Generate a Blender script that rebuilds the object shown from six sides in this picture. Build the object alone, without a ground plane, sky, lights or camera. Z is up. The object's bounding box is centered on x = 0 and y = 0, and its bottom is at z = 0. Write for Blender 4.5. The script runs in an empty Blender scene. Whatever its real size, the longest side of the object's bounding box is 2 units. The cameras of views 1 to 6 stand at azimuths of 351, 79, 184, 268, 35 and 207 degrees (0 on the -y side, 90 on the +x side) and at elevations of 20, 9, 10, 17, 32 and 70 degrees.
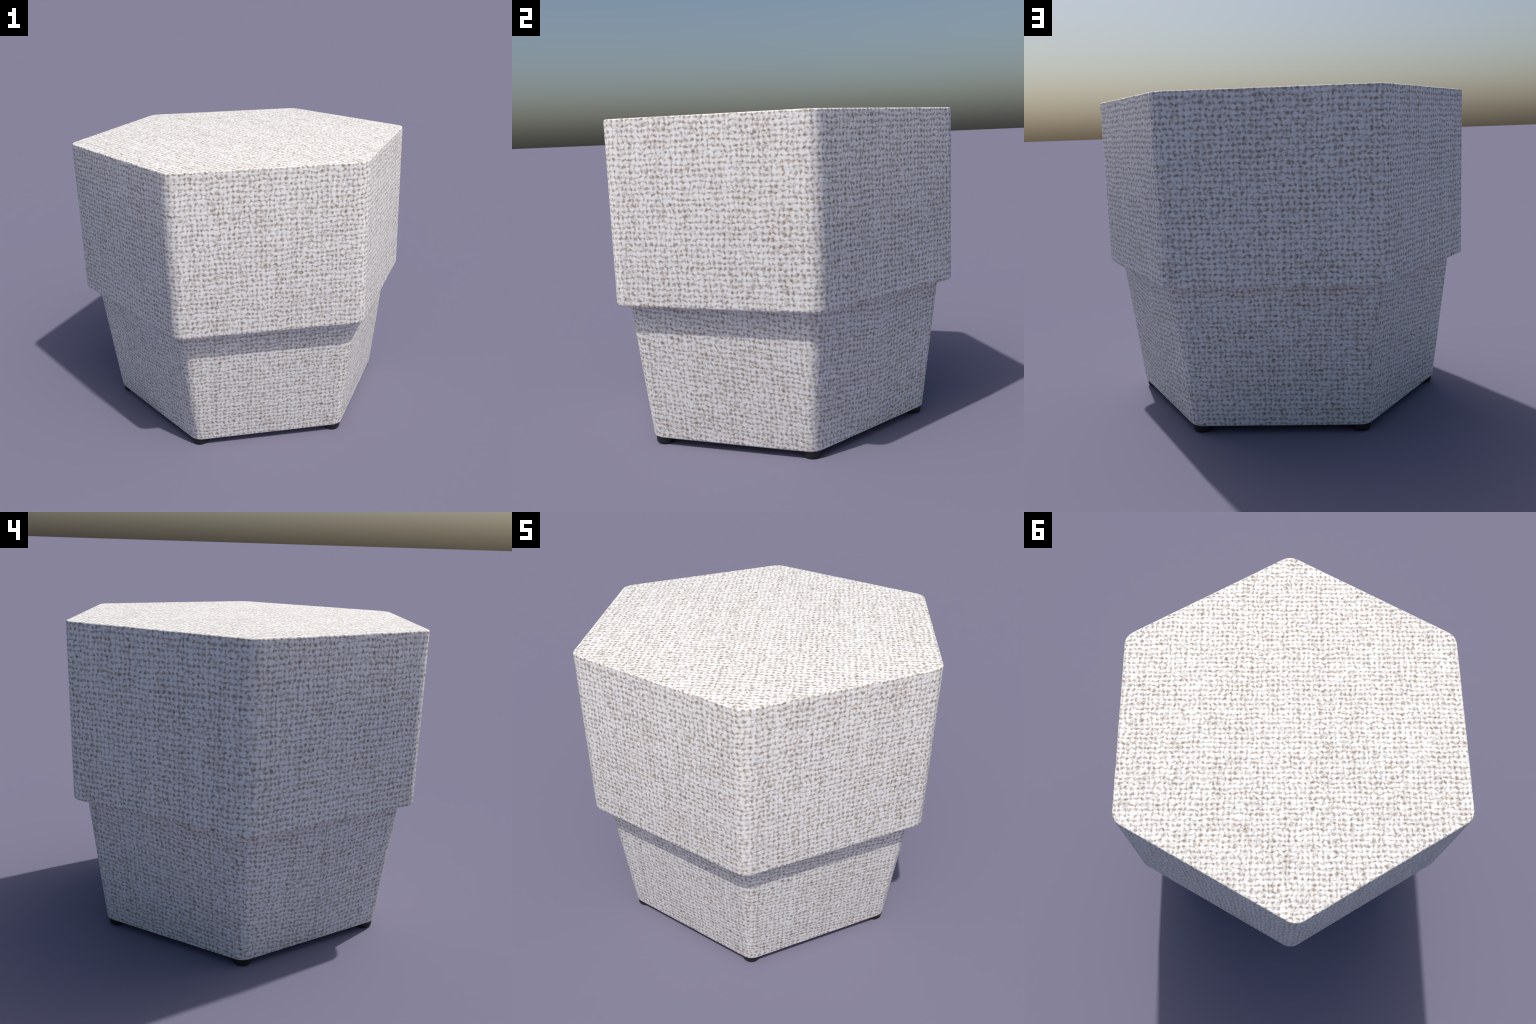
import bpy, math
from mathutils import Vector

# ------------------------------------------------------------------ sizes (m)
TOP_Z, STEP_Z, BASE_Z = 1.6507, 0.7535, 0.0362     # seat top, seat underside, base underside
SEAT_R = 1.000          # corner radius of the seat outline, measured at the rounded corner
BASE_R_TOP, BASE_R_LOW = 0.9315, 0.8403
CORNER = 0.085          # rounding of the upright corners
PITCH = 0.0265          # thread spacing of the coarse weave
SIXTH = math.pi / 3


# ------------------------------------------------------------------ geometry
def hexagon(reach, rounding, steps=10, notches=()):
    """Rounded hexagon outline; corners point along +x, +60 degrees, ...
    reach: distance from the axis to the middle of a rounded corner.
    notches: {side: (half width, depth)} shallow grooves in the middle of a side."""
    notches = dict(notches)
    centre = reach - rounding                       # distance of the arc centres
    out = []
    for k in range(6):
        a = k * SIXTH
        c = Vector((centre * math.cos(a), centre * math.sin(a)))
        for i in range(steps + 1):
            t = a - SIXTH / 2 + SIXTH * i / steps
            out.append(c + rounding * Vector((math.cos(t), math.sin(t))))
        if k in notches:
            w, d = notches[k]
            m = a + SIXTH / 2
            n = Vector((math.cos(m), math.sin(m)))
            s = Vector((-n.y, n.x))
            f = centre * math.cos(SIXTH / 2) + rounding
            out += [n * f - s * w, n * (f - d * .7) - s * w * .3, n * (f - d * .7) + s * w * .3, n * f + s * w]
    return out


def loft(name, rings, materials, pick):
    """rings: list of (outline, z) from bottom to top; both ends are capped."""
    n = len(rings[0][0])
    verts = [(p.x, p.y, z) for ring, z in rings for p in ring]
    faces = [[j * n + i, j * n + (i + 1) % n, (j + 1) * n + (i + 1) % n, (j + 1) * n + i]
             for j in range(len(rings) - 1) for i in range(n)]
    faces.append(list(range(n))[::-1])
    faces.append([(len(rings) - 1) * n + i for i in range(n)])
    me = bpy.data.meshes.new(name)
    me.from_pydata(verts, [], faces)
    for m in materials:
        me.materials.append(m)
    for p in me.polygons:
        p.material_index = pick(p)
    me.shade_smooth()
    me.set_sharp_from_angle(angle=math.radians(40))
    ob = bpy.data.objects.new(name, me)
    bpy.context.scene.collection.objects.link(ob)
    return ob


def fillet(z_edge, radius, towards, steps=6):
    """(inset, z) pairs of a quarter round ending at z_edge; towards +1 = block lies above."""
    pts = []
    for i in range(steps + 1):
        t = math.pi / 2 * i / steps
        pts.append((radius * (1 - math.sin(t)), z_edge + towards * radius * (1 - math.cos(t))))
    return pts


# ------------------------------------------------------------------ node helpers
class Nodes:
    def __init__(self, name):
        self.mat = bpy.data.materials.new(name)
        self.mat.use_nodes = True
        self.t = self.mat.node_tree
        self.bsdf = self.t.nodes["Principled BSDF"]

    def new(self, kind, **props):
        n = self.t.nodes.new(kind)
        for k, v in props.items():
            setattr(n, k, v)
        return n

    def put(self, sock, value):
        if isinstance(value, bpy.types.NodeSocket):
            self.t.links.new(value, sock)
        else:
            sock.default_value = value

    def m(self, op, a, b=None, c=None, clamp=False):
        n = self.new("ShaderNodeMath", operation=op, use_clamp=clamp)
        for i, v in enumerate((a, b, c)):
            if v is not None:
                self.put(n.inputs[i], v)
        return n.outputs[0]

    def noise(self, vec, scale, detail=2.0, rough=0.5):
        n = self.new("ShaderNodeTexNoise", noise_dimensions="3D")
        self.put(n.inputs["Vector"], vec)
        n.inputs["Scale"].default_value = scale
        n.inputs["Detail"].default_value = detail
        n.inputs["Roughness"].default_value = rough
        return n

    def xyz(self, x, y, z):
        n = self.new("ShaderNodeCombineXYZ")
        for i, v in enumerate((x, y, z)):
            self.put(n.inputs[i], v)
        return n.outputs[0]

    def remap(self, v, a, b, c=0.0, d=1.0, smooth=False):
        n = self.new("ShaderNodeMapRange")
        if smooth:
            n.interpolation_type = "SMOOTHSTEP"
        for i, x in enumerate((v, a, b, c, d)):
            self.put(n.inputs[i], x)
        return n.outputs[0]


def weave_material(name, mode, seed):
    """Coarse plain-weave cloth. mode: 'top' lays the threads flat across the lid,
    'side' wraps them round the six upright sides, 'base' also tilts them side by side
    as cloth does when it is wrapped round a tapering block."""
    g = Nodes(name)
    M = g.m
    co = g.new("ShaderNodeTexCoord").outputs["Object"]
    sep = g.new("ShaderNodeSeparateXYZ")
    g.put(sep.inputs[0], co)
    x, y, z = sep.outputs
    if mode == "top":
        a = math.radians(30)
        u = M("ADD", M("MULTIPLY", x, math.cos(a)), M("MULTIPLY", y, math.sin(a)))
        v = M("SUBTRACT", M("MULTIPLY", y, math.cos(a)), M("MULTIPLY", x, math.sin(a)))
    else:
        theta = M("ARCTAN2", y, x)
        k = M("FLOOR", M("DIVIDE", theta, SIXTH))           # side number -3..2
        phi = M("MULTIPLY", M("ADD", k, 0.5), SIXTH)
        across = M("SUBTRACT", M("MULTIPLY", y, M("COSINE", phi)), M("MULTIPLY", x, M("SINE", phi)))
        u = M("ADD", across, M("MULTIPLY", k, 1.0 if mode == "side" else 0.9))
        v = z
        if mode == "base":
            # sides repeat every third one; the tilt grows from seam to seam
            turn = M("FLOORED_MODULO", k, 3.0)
            tilt = M("MULTIPLY", M("SUBTRACT", turn, 1.0), math.radians(6))
            # on the seamed side the two halves lean opposite ways
            seamed = M("COMPARE", turn, 0.0, 0.1)
            half = M("SIGN", across)
            tilt = M("ADD", M("MULTIPLY", tilt, M("SUBTRACT", 1.0, seamed)),
                     M("MULTIPLY", seamed, M("MULTIPLY", half, math.radians(-6))))
            u = M("ADD", u, M("MULTIPLY", M("MULTIPLY", half, seamed), 3.31))
            v = M("ADD", v, M("MULTIPLY", across, M("TANGENT", tilt)))
    if mode == "base":                                      # the base is cut from a slightly finer stretch
        u, v = M("MULTIPLY", u, 1.05), M("MULTIPLY", v, 1.05)
    p = g.xyz(u, v, seed)
    uv = g.new("ShaderNodeSeparateXYZ")

    # threads wander and swell
    w1 = g.noise(p, 0.30 / PITCH, 1.0)
    w2 = g.noise(p, 1.1 / PITCH, 1.0)
    off = g.new("ShaderNodeVectorMath", operation="MULTIPLY_ADD")
    g.put(off.inputs[0], w1.outputs["Color"])
    off.inputs[1].default_value = (1.2 * PITCH, 1.0 * PITCH, 0)
    g.put(off.inputs[2], p)
    off2 = g.new("ShaderNodeVectorMath", operation="MULTIPLY_ADD")
    g.put(off2.inputs[0], w2.outputs["Color"])
    off2.inputs[1].default_value = (1.3 * PITCH, 1.0 * PITCH, 0)
    g.put(off2.inputs[2], off.outputs[0])
    g.put(uv.inputs[0], off2.outputs[0])
    us = M("DIVIDE", uv.outputs[0], PITCH)
    vs = M("DIVIDE", uv.outputs[1], PITCH)
    # dark where threads dip: between columns, between rows, most where both meet
    gap_u = M("MULTIPLY_ADD", M("COSINE", M("MULTIPLY", us, 2 * math.pi)), 0.5, 0.5)
    gap_v = M("MULTIPLY_ADD", M("COSINE", M("MULTIPLY", vs, 2 * math.pi)), 0.5, 0.5)
    cell = g.xyz(M("FLOOR", us), M("FLOOR", vs), seed)
    white = g.new("ShaderNodeTexWhiteNoise", noise_dimensions="3D")
    g.put(white.inputs["Vector"], cell)
    # some loops show a dimple in their middle
    heart = M("MULTIPLY", M("SUBTRACT", 1.0, gap_u), M("SUBTRACT", 1.0, gap_v))
    heart = M("MULTIPLY", M("POWER", heart, 2.2), g.remap(white.outputs["Value"], 0.62, 0.9))
    blot = g.noise(p, 2.0 / PITCH, 1.0).outputs[0]
    fibre = g.noise(p, 2.9 / PITCH, 2.0, 0.6).outputs[0]

    thin_u, thin_v = M("POWER", gap_u, 1.6), M("POWER", gap_v, 1.6)
    dark = M("ADD", M("MULTIPLY", thin_v, 0.32), M("MULTIPLY", thin_u, 0.27))
    dark = M("ADD", dark, M("MULTIPLY", M("MULTIPLY", gap_u, gap_v), 0.18))
    dark = M("ADD", dark, M("MULTIPLY", heart, 0.40))
    dark = M("ADD", dark, g.remap(blot, 0.25, 0.75, -0.22, 0.26))
    dark = M("ADD", dark, g.remap(fibre, 0.25, 0.75, -0.15, 0.15))
    # broad, faint bands: single threads that are a little lighter or darker
    warp = g.noise(g.xyz(M("DIVIDE", u, PITCH), M("DIVIDE", v, PITCH * 16), seed), 0.9, 1.0).outputs[0]
    weft = g.noise(g.xyz(M("DIVIDE", u, PITCH * 16), M("DIVIDE", v, PITCH), seed + 5), 0.9, 1.0).outputs[0]
    dark = M("ADD", dark, g.remap(warp, 0.3, 0.7, -0.06, 0.06))
    dark = M("ADD", dark, g.remap(weft, 0.3, 0.7, -0.04, 0.04))

    ramp = g.new("ShaderNodeValToRGB")
    g.put(ramp.inputs[0], M("ADD", dark, 0.06, clamp=True))
    el = ramp.color_ramp.elements
    stops = [(0.0, LIGHT), (0.28, SOFT), (0.50, MID), (1.0, PIT)]
    el[0].position, el[0].color = stops[0][0], (*stops[0][1], 1)
    el[1].position, el[1].color = stops[-1][0], (*stops[-1][1], 1)
    for pos, c in stops[1:-1]:
        e = el.new(pos)
        e.color = (*c, 1)
    # beige flecks: here and there the deeper threads are warmer
    fleck = g.remap(g.noise(p, 0.8 / PITCH, 1.0).outputs[0], 0.48, 0.66, 0.0, 0.9)
    fleck = M("MULTIPLY", fleck, g.remap(dark, 0.15, 0.5))
    warm = g.new("ShaderNodeMix", data_type="RGBA", blend_type="MULTIPLY")
    g.put(warm.inputs[0], fleck)
    g.put(warm.inputs[6], ramp.outputs[0])
    warm.inputs[7].default_value = (1.01, 0.955, 0.90, 1)
    g.put(g.bsdf.inputs["Base Color"], warm.outputs[2])
    g.bsdf.inputs["Roughness"].default_value = 0.9
    g.bsdf.inputs["Specular IOR Level"].default_value = 0.2
    bump = g.new("ShaderNodeBump")
    bump.inputs["Strength"].default_value = 0.12
    bump.inputs["Distance"].default_value = 0.004
    g.put(bump.inputs["Height"], M("SUBTRACT", 1.0, dark))
    g.put(g.bsdf.inputs["Normal"], bump.outputs[0])
    return g.mat


LIGHT = (0.835, 0.838, 0.838)
SOFT = (0.745, 0.735, 0.722)
MID = (0.575, 0.550, 0.522)
PIT = (0.26, 0.213, 0.178)


def rubber_material():
    g = Nodes("black_rubber")
    co = g.new("ShaderNodeTexCoord").outputs["Object"]
    n = g.noise(co, 40.0, 2.0).outputs[0]
    ramp = g.new("ShaderNodeValToRGB")
    g.put(ramp.inputs[0], n)
    ramp.color_ramp.elements[0].color = (0.006, 0.006, 0.006, 1)
    ramp.color_ramp.elements[1].color = (0.012, 0.012, 0.012, 1)
    g.put(g.bsdf.inputs["Base Color"], ramp.outputs[0])
    g.bsdf.inputs["Roughness"].default_value = 0.55
    return g.mat


# ------------------------------------------------------------------ build
side_cloth = weave_material("woven_cloth_side", "side", 1.7)
lid_cloth = weave_material("woven_cloth_lid", "top", 8.3)
base_cloth = weave_material("woven_cloth_base", "base", 4.1)
rubber = rubber_material()

# seat: straight hexagonal block, softly rounded rims
rings = []
for inset, z in fillet(STEP_Z, 0.015, +1):
    rings.append((hexagon(SEAT_R - inset, CORNER - inset), z))
for inset, z in reversed(fillet(TOP_Z, 0.009, -1)):
    rings.append((hexagon(SEAT_R - inset, CORNER - inset), z))
seat = loft("seat", rings, [side_cloth, lid_cloth], lambda p: 1 if p.normal.z > 0.8 else 0)

# base: tapering hexagonal block with an upright seam in two opposite sides
rings = []
taper = (BASE_R_TOP - BASE_R_LOW) / (STEP_Z - BASE_Z)
seams = {0: (0.0020, 0.003), 3: (0.0028, 0.006)}
for inset, z in fillet(BASE_Z, 0.010, +1):
    rings.append((hexagon(BASE_R_LOW + taper * (z - BASE_Z) - inset, 0.075 - inset, notches=seams), z))
rings.append((hexagon(BASE_R_TOP, 0.075, notches=seams), STEP_Z + 0.03))
base = loft("base", rings, [base_cloth], lambda p: 0)
base.location.y = 0.0015

# feet: six low round rubber pads with a rounded lower rim
FOOT_R, FOOT_AT = 0.047, 0.787
profile = [(0.0, 0.0), (FOOT_R - 0.009, 0.0)]
profile += [(FOOT_R - 0.009 + 0.009 * math.sin(t), 0.013 * (1 - math.cos(t)))
            for t in [math.pi / 2 * i / 6 for i in range(1, 7)]]
profile += [(FOOT_R, 0.045), (0.0, 0.045)]
SEG = 40
fv, ff = [(0, 0, 0)], []
for r, z in profile[1:-1]:
    fv += [(r * math.cos(2 * math.pi * i / SEG), r * math.sin(2 * math.pi * i / SEG), z) for i in range(SEG)]
for i in range(SEG):
    ff.append([0, 1 + (i + 1) % SEG, 1 + i])
rows = len(profile) - 2
for j in range(rows - 1):
    for i in range(SEG):
        a, b = 1 + j * SEG + i, 1 + j * SEG + (i + 1) % SEG
        ff.append([a, b, b + SEG, a + SEG])
ff.append([1 + (rows - 1) * SEG + i for i in range(SEG)])
fm = bpy.data.meshes.new("foot")
fm.from_pydata(fv, [], ff)
fm.materials.append(rubber)
fm.shade_smooth()
fm.set_sharp_from_angle(angle=math.radians(40))
feet = []
for k in range(6):
    f = bpy.data.objects.new("foot", fm)
    f.location = (FOOT_AT * math.cos(k * SIXTH), FOOT_AT * math.sin(k * SIXTH), 0)
    bpy.context.scene.collection.objects.link(f)
    feet.append(f)

ottoman = bpy.data.objects.new("ottoman", None)
bpy.context.scene.collection.objects.link(ottoman)
ottoman["label"] = "hexagonal two-tier ottoman in coarse off-white woven fabric"
ottoman["category"] = "ottoman"
for part in [seat, base, *feet]:
    part.parent = ottoman
